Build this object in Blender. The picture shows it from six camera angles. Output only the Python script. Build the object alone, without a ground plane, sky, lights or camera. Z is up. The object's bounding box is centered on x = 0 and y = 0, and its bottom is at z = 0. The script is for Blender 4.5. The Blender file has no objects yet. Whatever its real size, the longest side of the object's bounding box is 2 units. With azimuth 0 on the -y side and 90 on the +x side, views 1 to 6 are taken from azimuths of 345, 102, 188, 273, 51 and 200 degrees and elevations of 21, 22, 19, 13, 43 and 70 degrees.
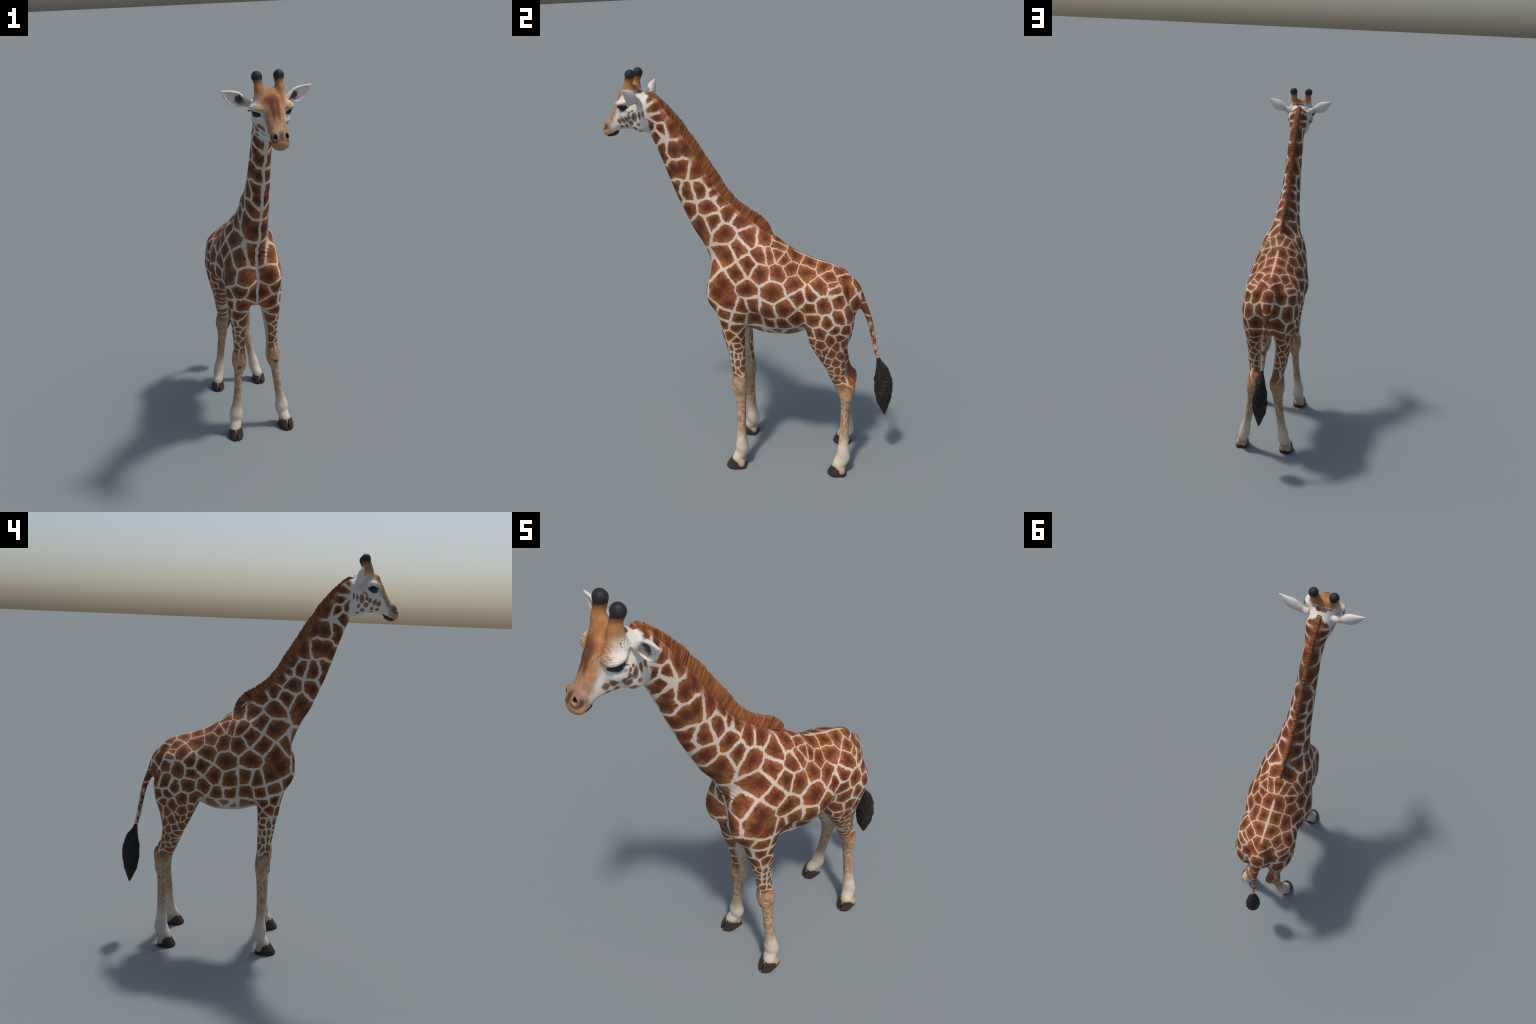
"""Young reticulated giraffe, standing square, built from implicit anatomical volumes.

The animal is mirror-symmetric about x = 0 and faces -y.  Its skin is one smooth
implicit surface (tubes along bones, muscle ellipsoids, smooth unions, folds) that is
polygonised, then separated by region into named parts with shared border vertices
and the normals of the whole body.  Mane, hooves, eyes, lashes, tail tuft are lofts.
"""
import bpy, math, random
import numpy as np
from concurrent.futures import ThreadPoolExecutor

random.seed(7)
RNG = np.random.default_rng(7)

# ------------------------------------------------------------------ maths helpers
def nrm(a):
    return a / np.maximum(np.linalg.norm(a, axis=-1, keepdims=True), 1e-12)

def catmull(a, m):
    """Resample rows of a with a Catmull-Rom curve, m steps per span."""
    a = np.asarray(a, float)
    n = len(a)
    ext = np.vstack([2 * a[0] - a[1], a, 2 * a[-1] - a[-2]])
    out = []
    for i in range(n - 1):
        p0, p1, p2, p3 = ext[i:i + 4]
        for t in np.linspace(0, 1, m, endpoint=False):
            out.append(0.5 * (2 * p1 + (p2 - p0) * t + (2 * p0 - 5 * p1 + 4 * p2 - p3) * t * t
                              + (3 * p1 - p0 - 3 * p2 + p3) * t ** 3))
    out.append(a[-1])
    return np.array(out)

def smin(a, b, k):
    h = np.maximum(k - np.abs(a - b), 0.0) / k
    return np.minimum(a, b) - h * h * k * 0.25

def smax(a, b, k):
    return -smin(-a, -b, k)

def smooth01(x):
    x = np.clip(x, 0, 1)
    return x * x * (3 - 2 * x)

class Tube:
    """Swept super-ellipse.  rows: centre x, y, z, radius up, radius down, radius side, exponent."""
    def __init__(self, rows, up, m=6, side=(1, 0, 0), pad=0.05):
        r = np.array(rows, float)
        while r.shape[1] < 8:                    # exponents above and below
            r = np.hstack([r, r[:, 6:7] if r.shape[1] == 7 else np.full((len(r), 1), 2.0)])
        r = catmull(r, m)
        r[:, 3:6] = np.maximum(r[:, 3:6], 0.001)
        self.c = r[:, :3]
        self.ru, self.rd, self.rs = r[:, 3], r[:, 4], r[:, 5]
        T = nrm(np.gradient(self.c, axis=0))
        side = np.array(side, float)
        V = nrm(side - T * (T @ side)[:, None])
        U = np.cross(V, T)
        sgn = np.sign(U @ np.array(up, float))
        sgn[sgn == 0] = 1
        self.U = U * sgn[:, None]
        self.V = V
        rad = np.maximum(np.maximum(self.ru, self.rd), self.rs)
        self.blo = (self.c - rad[:, None]).min(0) - pad
        self.bhi = (self.c + rad[:, None]).max(0) + pad
        f4 = np.float32
        R = np.column_stack([r[:, 3:8], self.U, self.V])
        self.R, self.dR = R[:-1].astype(f4), np.diff(R, axis=0).astype(f4)
        self.A = np.diff(self.c, axis=0).astype(f4)
        self.T, self.dT = T[:-1].astype(f4), np.diff(T, axis=0).astype(f4)
        self.c = self.c.astype(f4)
        self.cT = self.c.T.copy()
        self.c2 = (self.c ** 2).sum(1)[None]

    def __call__(self, P):
        out = np.full(len(P), 0.2, P.dtype)
        m = np.where(np.all((P > self.blo) & (P < self.bhi), axis=1))[0]
        if not len(m):
            return out
        Q = P[m]
        n = len(self.c)
        s = np.argmin(self.c2 - 2 * (Q @ self.cT), axis=1).astype(P.dtype)
        for it in range(4):                      # slide to the cross-section plane through the point
            i = np.clip(s.astype(int), 0, n - 2)
            f = (s - i)[:, None]
            T = self.T[i] + f * self.dT[i]
            d = Q - self.c[i] - f * self.A[i]
            step = (d * T).sum(1) / np.maximum((self.A[i] * T).sum(1), 1e-6)
            s = np.clip(s + np.clip(step, -3, 3), 0, n - 1)
        i = np.clip(s.astype(int), 0, n - 2)
        out[m] = self.section(Q, i, s - i)
        return out

    def section(self, q, i, t):
        d = q - self.c[i] - t[:, None] * self.A[i]
        R = self.R[i] + t[:, None] * self.dR[i]
        T = self.T[i] + t[:, None] * self.dT[i]
        u = (d * R[:, 5:8]).sum(1)
        v = np.abs((d * R[:, 8:11]).sum(1)) + 1e-7
        w = np.abs((d * T).sum(1))
        ru = np.where(u > 0, R[:, 0], R[:, 1])
        rs = R[:, 2]
        p = np.where(u > 0, R[:, 3], R[:, 4])
        rw = np.minimum(ru, rs) * 0.8
        u = np.abs(u) + 1e-7
        a1, a2, a3 = u / ru, v / rs, w / rw
        k2 = (a1 ** p + a2 ** p) ** (1 / p)
        k = np.sqrt(k2 * k2 + a3 * a3)
        gu = (a1 / k2) ** (p - 1) / ru
        gv = (a2 / k2) ** (p - 1) / rs
        g = np.sqrt((k2 / k) ** 2 * (gu * gu + gv * gv) + (a3 / (rw * k)) ** 2)
        dd = (k - 1) / np.maximum(g, 1e-5)
        return np.where(k < 0.35, np.minimum(dd, -0.3 * rw), dd)

def ellipsoid(P, c, r, rot=0.0):
    """rot: turn in the y-z plane (radians)."""
    d = P - np.array(c, P.dtype)
    if rot:
        cs, sn = math.cos(rot), math.sin(rot)
        d = np.stack([d[:, 0], cs * d[:, 1] + sn * d[:, 2], -sn * d[:, 1] + cs * d[:, 2]], 1)
    r = np.array(r, P.dtype)
    d = d / r
    k = np.sqrt((d * d).sum(1)) + 1e-7
    d = d / r
    g = np.sqrt((d * d).sum(1)) / k + 1e-7
    return np.clip((k - 1) / g, -min(r), 1.0)

def polydist(P, pts):
    pts = np.array(pts, P.dtype)
    best = np.full(len(P), 9.0, P.dtype)
    for a, b in zip(pts[:-1], pts[1:]):
        ab = b - a
        t = np.clip((P - a) @ ab / (ab @ ab), 0, 1)
        e = P - a - t[:, None] * ab
        best = np.minimum(best, np.sqrt((e * e).sum(1)))
    return best

# ------------------------------------------------------------------ anatomy (x >= 0 half)
TORSO = Tube([
    # x  y      zc     up     down   side  exponents above, below
    (0, -0.120, 0.930, 0.180, 0.140, 0.080, 2.0, 2.0),
    (0, -0.070, 0.930, 0.240, 0.172, 0.113, 2.0, 1.9),
    (0, -0.010, 0.930, 0.285, 0.190, 0.142, 1.8, 1.75),
    (0, 0.050, 0.930, 0.300, 0.208, 0.164, 1.65, 1.65),
    (0, 0.110, 0.930, 0.285, 0.214, 0.178, 1.60, 1.55),
    (0, 0.170, 0.930, 0.242, 0.212, 0.174, 1.62, 1.58),
    (0, 0.220, 0.930, 0.217, 0.198, 0.163, 1.62, 1.60),
    (0, 0.255, 0.930, 0.203, 0.182, 0.148, 1.65, 1.65),
    (0, 0.310, 0.930, 0.182, 0.165, 0.152, 1.65, 1.8),
    (0, 0.370, 0.930, 0.165, 0.150, 0.138, 1.62, 2.0),
    (0, 0.430, 0.930, 0.137, 0.135, 0.098, 1.60, 2.0),
    (0, 0.465, 0.930, 0.085, 0.105, 0.060, 1.8, 2.0)], up=(0, 0, 1), m=10)

NECK = Tube([
    (0, -0.005, 1.050, 0.205, 0.165, 0.1250, 1.70, 2.0),
    (0, -0.045, 1.115, 0.180, 0.150, 0.1120, 1.70, 2.0),
    (0, -0.092, 1.195, 0.150, 0.140, 0.0900, 1.70, 2.0),
    (0, -0.143, 1.265, 0.126, 0.122, 0.0740, 1.70, 2.0),
    (0, -0.190, 1.325, 0.114, 0.112, 0.0640, 1.70, 2.0),
    (0, -0.228, 1.380, 0.106, 0.096, 0.0585, 1.70, 2.0),
    (0, -0.268, 1.460, 0.096, 0.088, 0.0535, 1.70, 2.0),
    (0, -0.306, 1.550, 0.084, 0.080, 0.0485, 1.70, 2.0),
    (0, -0.344, 1.640, 0.075, 0.072, 0.0455, 1.70, 2.0),
    (0, -0.378, 1.714, 0.069, 0.066, 0.0460, 1.70, 2.0),
    (0, -0.412, 1.772, 0.066, 0.060, 0.0465, 1.70, 2.0),
    (0, -0.446, 1.812, 0.070, 0.055, 0.0490, 1.70, 2.0)], up=(0, 1, 0.6))

def limb_rows(tab, box=0.0):
    """z, front y, back y, outer x, inner x -> tube rows (up = front)."""
    rows = []
    for z, f, b, o, i in tab:
        rows.append(((o + i) / 2, (f + b) / 2, z, abs(b - f) / 2, abs(b - f) / 2, abs(o - i) / 2, 2.15 + box * smooth01((z - 0.62) / 0.1), 2.15 - 0.45 * box * smooth01((z - 0.40) / 0.1)))
    return rows

FORELIMB = Tube(limb_rows([
    (0.930, -0.165, -0.020, 0.136, 0.020),
    (0.860, -0.163, -0.022, 0.137, 0.020),
    (0.800, -0.158, -0.032, 0.140, 0.026),
    (0.750, -0.150, -0.040, 0.139, 0.036),
    (0.710, -0.141, -0.043, 0.133, 0.042),
    (0.660, -0.132, -0.045, 0.127, 0.050),
    (0.600, -0.122, -0.046, 0.123, 0.056),
    (0.550, -0.115, -0.047, 0.120, 0.060),
    (0.515, -0.113, -0.045, 0.122, 0.060),
    (0.487, -0.118, -0.042, 0.131, 0.057),
    (0.450, -0.117, -0.040, 0.135, 0.056),
    (0.412, -0.110, -0.045, 0.130, 0.063),
    (0.375, -0.102, -0.051, 0.127, 0.080),
    (0.300, -0.103, -0.056, 0.131, 0.091),
    (0.220, -0.104, -0.059, 0.143, 0.098),
    (0.175, -0.105, -0.058, 0.152, 0.101),
    (0.150, -0.108, -0.055, 0.162, 0.099),
    (0.122, -0.113, -0.050, 0.168, 0.096),
    (0.100, -0.113, -0.048, 0.168, 0.098),
    (0.080, -0.116, -0.056, 0.167, 0.106),
    (0.060, -0.126, -0.070, 0.171, 0.111),
    (0.040, -0.136, -0.072, 0.178, 0.115),
    (0.022, -0.140, -0.072, 0.180, 0.117),
]), up=(0, -1, 0))

HINDLIMB = Tube(limb_rows([
    (0.970, 0.308, 0.448, 0.140, 0.025),
    (0.920, 0.286, 0.470, 0.151, 0.016),
    (0.860, 0.268, 0.489, 0.160, 0.010),
    (0.800, 0.264, 0.484, 0.155, 0.004),
    (0.750, 0.270, 0.474, 0.147, 0.012),
    (0.700, 0.292, 0.460, 0.136, 0.025),
    (0.650, 0.318, 0.450, 0.124, 0.037),
    (0.600, 0.345, 0.445, 0.115, 0.038),
    (0.560, 0.361, 0.450, 0.110, 0.035),
    (0.515, 0.379, 0.459, 0.100, 0.033),
    (0.480, 0.394, 0.473, 0.101, 0.030),
    (0.450, 0.407, 0.482, 0.107, 0.029),
    (0.415, 0.418, 0.483, 0.109, 0.033),
    (0.380, 0.422, 0.475, 0.104, 0.041),
    (0.345, 0.424, 0.468, 0.102, 0.048),
    (0.300, 0.423, 0.466, 0.106, 0.058),
    (0.220, 0.419, 0.464, 0.117, 0.072),
    (0.165, 0.415, 0.465, 0.128, 0.079),
    (0.140, 0.411, 0.467, 0.138, 0.080),
    (0.108, 0.407, 0.472, 0.145, 0.082),
    (0.088, 0.402, 0.473, 0.147, 0.086),
    (0.070, 0.395, 0.463, 0.151, 0.092),
    (0.052, 0.386, 0.451, 0.157, 0.098),
    (0.036, 0.381, 0.446, 0.162, 0.101),
    (0.022, 0.378, 0.446, 0.164, 0.103),
], 0.75), up=(0, -1, 0))

TAIL = Tube([
    (0, 0.430, 1.030, 0.030, 0.030, 0.036),
    (0, 0.466, 0.990, 0.028, 0.028, 0.031),
    (0, 0.500, 0.945, 0.0225, 0.0225, 0.024),
    (0, 0.528, 0.885, 0.017, 0.017, 0.017),
    (0, 0.555, 0.815, 0.0135, 0.0135, 0.0125),
    (0, 0.571, 0.738, 0.0115, 0.0115, 0.0105),
    (0, 0.584, 0.670, 0.0105, 0.0105, 0.009),
    (0, 0.600, 0.605, 0.0090, 0.0090, 0.008),
    (0, 0.606, 0.585, 0.0080, 0.0080, 0.007)], up=(0, 1, 0))

HEAD = Tube([
    (0, -0.440, 1.838, 0.050, 0.085, 0.048, 2.0, 2.4),
    (0, -0.470, 1.832, 0.075, 0.098, 0.055, 2.0, 2.7),
    (0, -0.505, 1.822, 0.088, 0.106, 0.056, 2.1, 3.0),
    (0, -0.540, 1.808, 0.080, 0.094, 0.054, 2.1, 3.0),
    (0, -0.570, 1.788, 0.058, 0.066, 0.048, 2.1, 2.8),
    (0, -0.600, 1.765, 0.042, 0.039, 0.041, 2.2, 2.5),
    (0, -0.625, 1.748, 0.034, 0.032, 0.036, 2.2, 2.3),
    (0, -0.643, 1.735, 0.031, 0.030, 0.0335, 2.2, 2.2),
    (0, -0.648, 1.731, 0.028, 0.027, 0.033, 2.2, 2.2)], up=(0, -0.4, 1), m=10)

HORN = Tube([
    (0.046, -0.520, 1.880, 0.030, 0.034, 0.023),
    (0.045, -0.517, 1.905, 0.025, 0.028, 0.0205),
    (0.0445, -0.513, 1.930, 0.022, 0.023, 0.0195),
    (0.0440, -0.508, 1.950, 0.0190, 0.0195, 0.0180),
    (0.0455, -0.501, 1.966, 0.0200, 0.0200, 0.0195),
    (0.0465, -0.497, 1.980, 0.0195, 0.0195, 0.0195)], up=(0, -1, 0))

# ear: a flattened leaf tube and a smaller one that scoops out its front
EAR_A, EAR_B = np.array((0.066, -0.468, 1.866)), np.array((0.195, -0.477, 1.928))
def ear_rows(tab, off=(0, 0, 0)):
    out = []
    for t, bend, back, front, wide in tab:
        c = EAR_A + (EAR_B - EAR_A) * t + np.array((-0.43, 0, 0.90)) * bend + np.array(off)
        out.append((c[0], c[1], c[2], front, back, wide))
    return out
EAR = Tube(ear_rows([
    (0.00, 0.000, 0.015, 0.015, 0.018),
    (0.15, -0.002, 0.014, 0.015, 0.017),
    (0.30, -0.004, 0.016, 0.019, 0.024),
    (0.45, -0.006, 0.017, 0.020, 0.031),
    (0.60, -0.006, 0.015, 0.017, 0.030),
    (0.75, -0.004, 0.011, 0.011, 0.0225),
    (0.90, -0.001, 0.006, 0.006, 0.011),
    (1.00, 0.000, 0.003, 0.003, 0.004)]), up=(0, -1, 0), side=(-0.43, 0, 0.9))
EAR_SCOOP = Tube(ear_rows([
    (0.22, -0.006, 0.006, 0.010, 0.008),
    (0.32, -0.006, 0.009, 0.020, 0.016),
    (0.45, -0.007, 0.011, 0.025, 0.0250),
    (0.60, -0.007, 0.009, 0.025, 0.0240),
    (0.75, -0.005, 0.006, 0.020, 0.0165),
    (0.88, -0.002, 0.002, 0.012, 0.0065)], off=(0, -0.006, 0)), up=(0, -1, 0), side=(-0.43, 0, 0.9))

EYE_C, EYE_R = np.array((0.0655, -0.5385, 1.8400)), 0.0195

def groups(P):
    """Distances of the named volumes, P already folded to x >= 0."""
    g = {}
    t = TORSO(P)
    t = smin(t, ellipsoid(P, (0.080, -0.142, 0.955), (0.056, 0.076, 0.100)), 0.055)   # point of shoulder
    t = smin(t, ellipsoid(P, (0.080, -0.045, 1.020), (0.052, 0.075, 0.170), -0.25), 0.05)   # shoulder blade
    t = smin(t, ellipsoid(P, (0.050, 0.318, 0.980), (0.086, 0.085, 0.062), 0.30), 0.05)      # haunch
    t = smin(t, ellipsoid(P, (0.060, -0.125, 1.045), (0.055, 0.058, 0.070)), 0.05)
    t = smin(t, ellipsoid(P, (0.098, -0.098, 0.865), (0.038, 0.055, 0.075)), 0.04)
    g['torso'] = smax(t, -ellipsoid(P, (0.158, 0.028, 0.812), (0.054, 0.062, 0.080)), 0.035)      # hollow behind the elbow
    g['neck'] = NECK(P)
    g['forelimb'] = FORELIMB(P)
    h = HINDLIMB(P)
    h = smin(h, ellipsoid(P, (0.047, 0.472, 0.462), (0.020, 0.021, 0.048), -0.05), 0.02)      # point of hock
    h = smin(h, ellipsoid(P, (0.0, 0.432, 0.812), (0.046, 0.042, 0.075)), 0.03)             # between the buttocks
    g['hindlimb'] = h
    g['tail'] = TAIL(P)
    hd = HEAD(P)
    hd = smin(hd, ellipsoid(P, (0, -0.549, 1.884), (0.034, 0.027, 0.030)), 0.015)           # forehead boss
    hd = smin(hd, ellipsoid(P, (0, -0.511, 1.892), (0.052, 0.028, 0.0405)), 0.018)           # horn bridge
    hd = smin(hd, ellipsoid(P, (0.063, -0.538, 1.861), (0.030, 0.036, 0.017), 0.15), 0.026)  # brow
    hd = smin(hd, ellipsoid(P, (0.056, -0.520, 1.812), (0.024, 0.040, 0.032), 0.3), 0.02)   # cheek bone
    hd = smin(hd, ellipsoid(P, (0.0, -0.649, 1.7215), (0.0355, 0.0225, 0.0225), 0.5), 0.012)  # upper lip
    hd = smin(hd, ellipsoid(P, (0.0, -0.628, 1.7160), (0.027, 0.0255, 0.0150), 0.33), 0.005)  # chin
    hd = smin(hd, ellipsoid(P, (0.021, -0.641, 1.757), (0.017, 0.019, 0.021)), 0.010)       # nostril wing
    hd = smin(hd, ellipsoid(P, (0.043, -0.482, 1.768), (0.019, 0.032, 0.038), 0.3), 0.020)          # jaw angle
    hd = smin(hd, HORN(P), 0.018)
    knob = ellipsoid(P, (0.0470, -0.4975, 1.9780), (0.0225, 0.0222, 0.0222))
    th = np.arctan2(P[:, 1] + 0.4975, P[:, 0] - 0.047)
    knob = knob + 0.0011 * np.abs(np.sin(9 * th + 0.5 * np.sin(th * 3))) ** 0.6 * smooth01((P[:, 2] - 1.955) / 0.012) * smooth01((1.9985 - P[:, 2]) / 0.010) - 0.0005
    hd = smin(hd, knob, 0.004)
    ear = EAR(P)
    g['head'] = hd
    g['ear'] = ear
    return g

def body_chunk(P):
    P = np.stack([np.abs(P[:, 0]), P[:, 1], P[:, 2]], 1)
    x, y, z = P.T
    g = groups(P)
    d = smin(g['torso'], g['neck'], 0.050)
    d = smin(d, g['forelimb'], 0.030)
    d = smin(d, g['hindlimb'], 0.030)
    d = smin(d, g['tail'], 0.026)
    hd = smin(g['head'], g['ear'], 0.012)
    # ear scoop
    near = (x > 0.07) & (z > 1.82)
    if near.any():
        s = np.full(len(P), 0.2)
        s[near] = EAR_SCOOP(P[near])
        hd = np.where(near, smax(hd, -s, 0.003), hd)
    # eye opening and nostril
    hd = smax(hd, -ellipsoid(P, (0.083, -0.5395, 1.8380), (0.018, 0.0215, 0.0092), 0.30), 0.003)
    hd = smax(hd, -ellipsoid(P, (0.0235, -0.657, 1.7560), (0.0060, 0.014, 0.0125), -0.35), 0.004)
    d = smin(d, hd, 0.035)
    # heel bulbs above the hooves
    for cx, hy in ((0.1470, -0.0825), (0.1330, 0.4340)):
        sel = (z < 0.09) & (np.abs(y - hy) < 0.06)
        if sel.any():
            bulb = np.minimum(ellipsoid(P[sel], (cx - 0.0165, hy, 0.024), (0.0160, 0.0175, 0.0205)),
                              ellipsoid(P[sel], (cx + 0.0165, hy, 0.024), (0.0160, 0.0175, 0.0205)))
            d[sel] = smin(d[sel], bulb, 0.014)
    # -------- folds and fine relief
    d = d + 0.006 * np.exp(-(x / 0.016) ** 2) * smooth01((-0.165 - y) / 0.03) * smooth01((1.09 - z) / 0.06) * smooth01((z - 0.72) / 0.05)
    # wrinkles at the base of the neck
    m = np.exp(-((y + 0.185) / 0.035) ** 2 - ((z - 1.105) / 0.035) ** 2 - (x / 0.07) ** 2)
    if m.max() > 0.01:
        d = d + 0.0014 * m * np.sin((z * 0.85 + y * 0.5 + 0.25 * x) * 330)
    # crease between throat and breast
    c = polydist(P, [(0, -0.188, 1.082), (0.035, -0.180, 1.088), (0.07, -0.15, 1.10)])
    d = d + 0.009 * np.exp(-(c / 0.012) ** 2)
    # knee folds
    m = np.exp(-((z - 0.452) / 0.026) ** 2) * smooth01((-0.085 - y) / 0.02)
    d = d + 0.0020 * m * np.sin(z * 420 + 30 * x + 1.6 * np.sin(x * 120 + z * 60)) * (0.6 + 0.4 * np.sin(x * 150 + z * 210))
    # knee callus
    d = d - 0.004 * np.exp(-((x - 0.103) / 0.013) ** 2 - ((z - 0.427) / 0.012) ** 2) * (y < -0.09)
    # hind tendon groove
    c = polydist(P, [(0.112, 0.455, 0.60), (0.104, 0.455, 0.53), (0.106, 0.462, 0.47)])
    d = d + 0.005 * np.exp(-(c / 0.010) ** 2)
    # grooves between cannon bone and tendons
    low = z < 0.42
    if low.any():
        c = np.minimum(polydist(P[low], [(0.128, -0.072, 0.37), (0.146, -0.076, 0.18)]),
                       polydist(P[low], [(0.106, 0.452, 0.40), (0.121, 0.446, 0.19)]))
        d[low] += 0.0026 * np.exp(-(c / 0.006) ** 2)
    # brow wrinkles
    c = np.exp(-((x - 0.075) / 0.03) ** 2 - ((y + 0.548) / 0.03) ** 2 - ((z - 1.866) / 0.010) ** 2)
    d = d + 0.0008 * c * np.sin(z * 1100)
    # mouth line
    c = polydist(P, [(0.0, -0.664, 1.7035), (0.024, -0.655, 1.7050), (0.031, -0.635, 1.7120), (0.033, -0.612, 1.7230), (0.036, -0.596, 1.7320)])
    d = d + 0.0035 * np.exp(-(c / 0.0035) ** 2)
    # nostril rim crease
    return d

POOL = ThreadPoolExecutor(4)
def body(P):
    P = np.asarray(P, np.float32)
    if len(P) < 12000:
        return body_chunk(P)
    return np.concatenate(list(POOL.map(body_chunk, np.array_split(P, len(P) // 12000 + 1))))

# ------------------------------------------------------------------ polygonise (surface nets on x >= 0)
def polygonise(f, lo, hi, h):
    B = 4
    nx = int(math.ceil(hi[0] / h / B)) * B
    ny = int(math.ceil((hi[1] - lo[1]) / h / B)) * B
    nz = int(math.ceil((hi[2] - lo[2]) / h / B)) * B
    # nodes at x = (i - 0.5) h, i = 0 is the mirror of i = 1
    X = (np.arange(nx + 1) - 0.5) * h
    Y = lo[1] + np.arange(ny + 1) * h
    Z = lo[2] + np.arange(nz + 1) * h
    bi, bj, bk = np.meshgrid(np.arange(nx // B), np.arange(ny // B), np.arange(nz // B), indexing='ij')
    bi, bj, bk = bi.ravel(), bj.ravel(), bk.ravel()
    cen = np.stack([X[0] + (bi * B + B / 2) * h, Y[0] + (bj * B + B / 2) * h, Z[0] + (bk * B + B / 2) * h], 1)
    dc = f(cen)
    keep = np.abs(dc) < B * h * 0.87 * 1.7 + 0.004
    bi, bj, bk = bi[keep], bj[keep], bk[keep]
    mark = np.zeros((nx + 1, ny + 1, nz + 1), bool)
    for a in range(B + 1):
        for b in range(B + 1):
            for c in range(B + 1):
                mark[bi * B + a, bj * B + b, bk * B + c] = True
    I, J, K = np.nonzero(mark)
    F = np.full(mark.shape, np.nan, np.float32)
    N = np.stack([X[I], Y[J], Z[K]], 1)
    F[I, J, K] = f(N)
    del N
    # active cells
    ii, jj, kk = I, J, K
    ok = (ii < nx) & (jj < ny) & (kk < nz)
    ii, jj, kk = ii[ok], jj[ok], kk[ok]
    corner = [(a, b, c) for a in (0, 1) for b in (0, 1) for c in (0, 1)]
    vals = np.stack([F[ii + a, jj + b, kk + c] for a, b, c in corner], 1)
    act = ~np.isnan(vals).any(1) & (vals.min(1) < 0) & (vals.max(1) >= 0)
    ii, jj, kk, vals = ii[act], jj[act], kk[act], vals[act]
    acc = np.zeros((len(ii), 3))
    cnt = np.zeros(len(ii))
    for a in range(8):
        for b in range(a + 1, 8):
            if sum(p != q for p, q in zip(corner[a], corner[b])) != 1:
                continue
            va, vb = vals[:, a], vals[:, b]
            s = (va < 0) != (vb < 0)
            t = np.where(s, va / np.where(s, va - vb, 1), 0)
            p = np.array(corner[a])[None] + t[:, None] * (np.array(corner[b]) - np.array(corner[a]))[None]
            acc[s] += p[s]
            cnt[s] += 1
    p = acc / cnt[:, None]
    V = np.stack([X[0] + (ii + p[:, 0]) * h, Y[0] + (jj + p[:, 1]) * h, Z[0] + (kk + p[:, 2]) * h], 1)
    V[ii == 0, 0] = 0.0
    idx = np.full((nx + 1, ny + 1, nz + 1), -1, np.int32)
    idx[ii, jj, kk] = np.arange(len(ii))
    quads = []
    for ax in range(3):
        e = np.zeros(3, int); e[ax] = 1
        o1, o2 = [np.eye(3, dtype=int)[(ax + 1) % 3], np.eye(3, dtype=int)[(ax + 2) % 3]]
        m = (I + e[0] <= nx) & (J + e[1] <= ny) & (K + e[2] <= nz)
        m &= (I >= 1) & (J >= 1) & (K >= 1)
        a, b, c = I[m], J[m], K[m]
        f0, f1 = F[a, b, c], F[a + e[0], b + e[1], c + e[2]]
        s = ((f0 < 0) != (f1 < 0)) & ~np.isnan(f0) & ~np.isnan(f1)
        a, b, c, f0 = a[s], b[s], c[s], f0[s]
        q = np.stack([idx[a - o1[0] - o2[0], b - o1[1] - o2[1], c - o1[2] - o2[2]],
                      idx[a - o2[0], b - o2[1], c - o2[2]],
                      idx[a, b, c],
                      idx[a - o1[0], b - o1[1], c - o1[2]]], 1)
        flip = f0 >= 0
        q[flip] = q[flip][:, ::-1]
        quads.append(q[(q >= 0).all(1)])
    return V, np.vstack(quads)

TETRA = np.array([(1, -1, -1), (-1, -1, 1), (-1, 1, -1), (1, 1, 1)], float)
def grad(f, V, e=0.0006):
    """Gradient and mean value from four tetrahedral samples."""
    G = np.zeros_like(V)
    F = np.zeros(len(V))
    for k in TETRA:
        d = f(V + k * e)
        G += d[:, None] * k
        F += d / 4
    return G / (4 * e), F

def build_skin(h=0.0026):
    V, Q = polygonise(body, (0, -0.70, 0.0), (0.215, 0.63, 2.01), h)
    mid = V[:, 0] == 0
    for it in range(2):
        G, F = grad(body, V)
        st = F / np.maximum((G ** 2).sum(1), 0.2)
        V = V - np.clip(st, -h, h)[:, None] * G
        V[mid, 0] = 0
    N = nrm(grad(body, V, 0.0010)[0])
    N[mid, 0] = 0
    N = nrm(N)
    # mirror
    n = len(V)
    side = np.where(~mid)[0]
    remap = np.arange(n)
    remap[side] = n + np.arange(len(side))
    V2 = V[side] * np.array((-1, 1, 1))
    N2 = N[side] * np.array((-1, 1, 1))
    Q2 = remap[Q][:, ::-1]
    return np.vstack([V, V2]), np.vstack([N, N2]), np.vstack([Q, Q2])

# ------------------------------------------------------------------ mesh objects
COL = bpy.context.scene.collection

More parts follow.
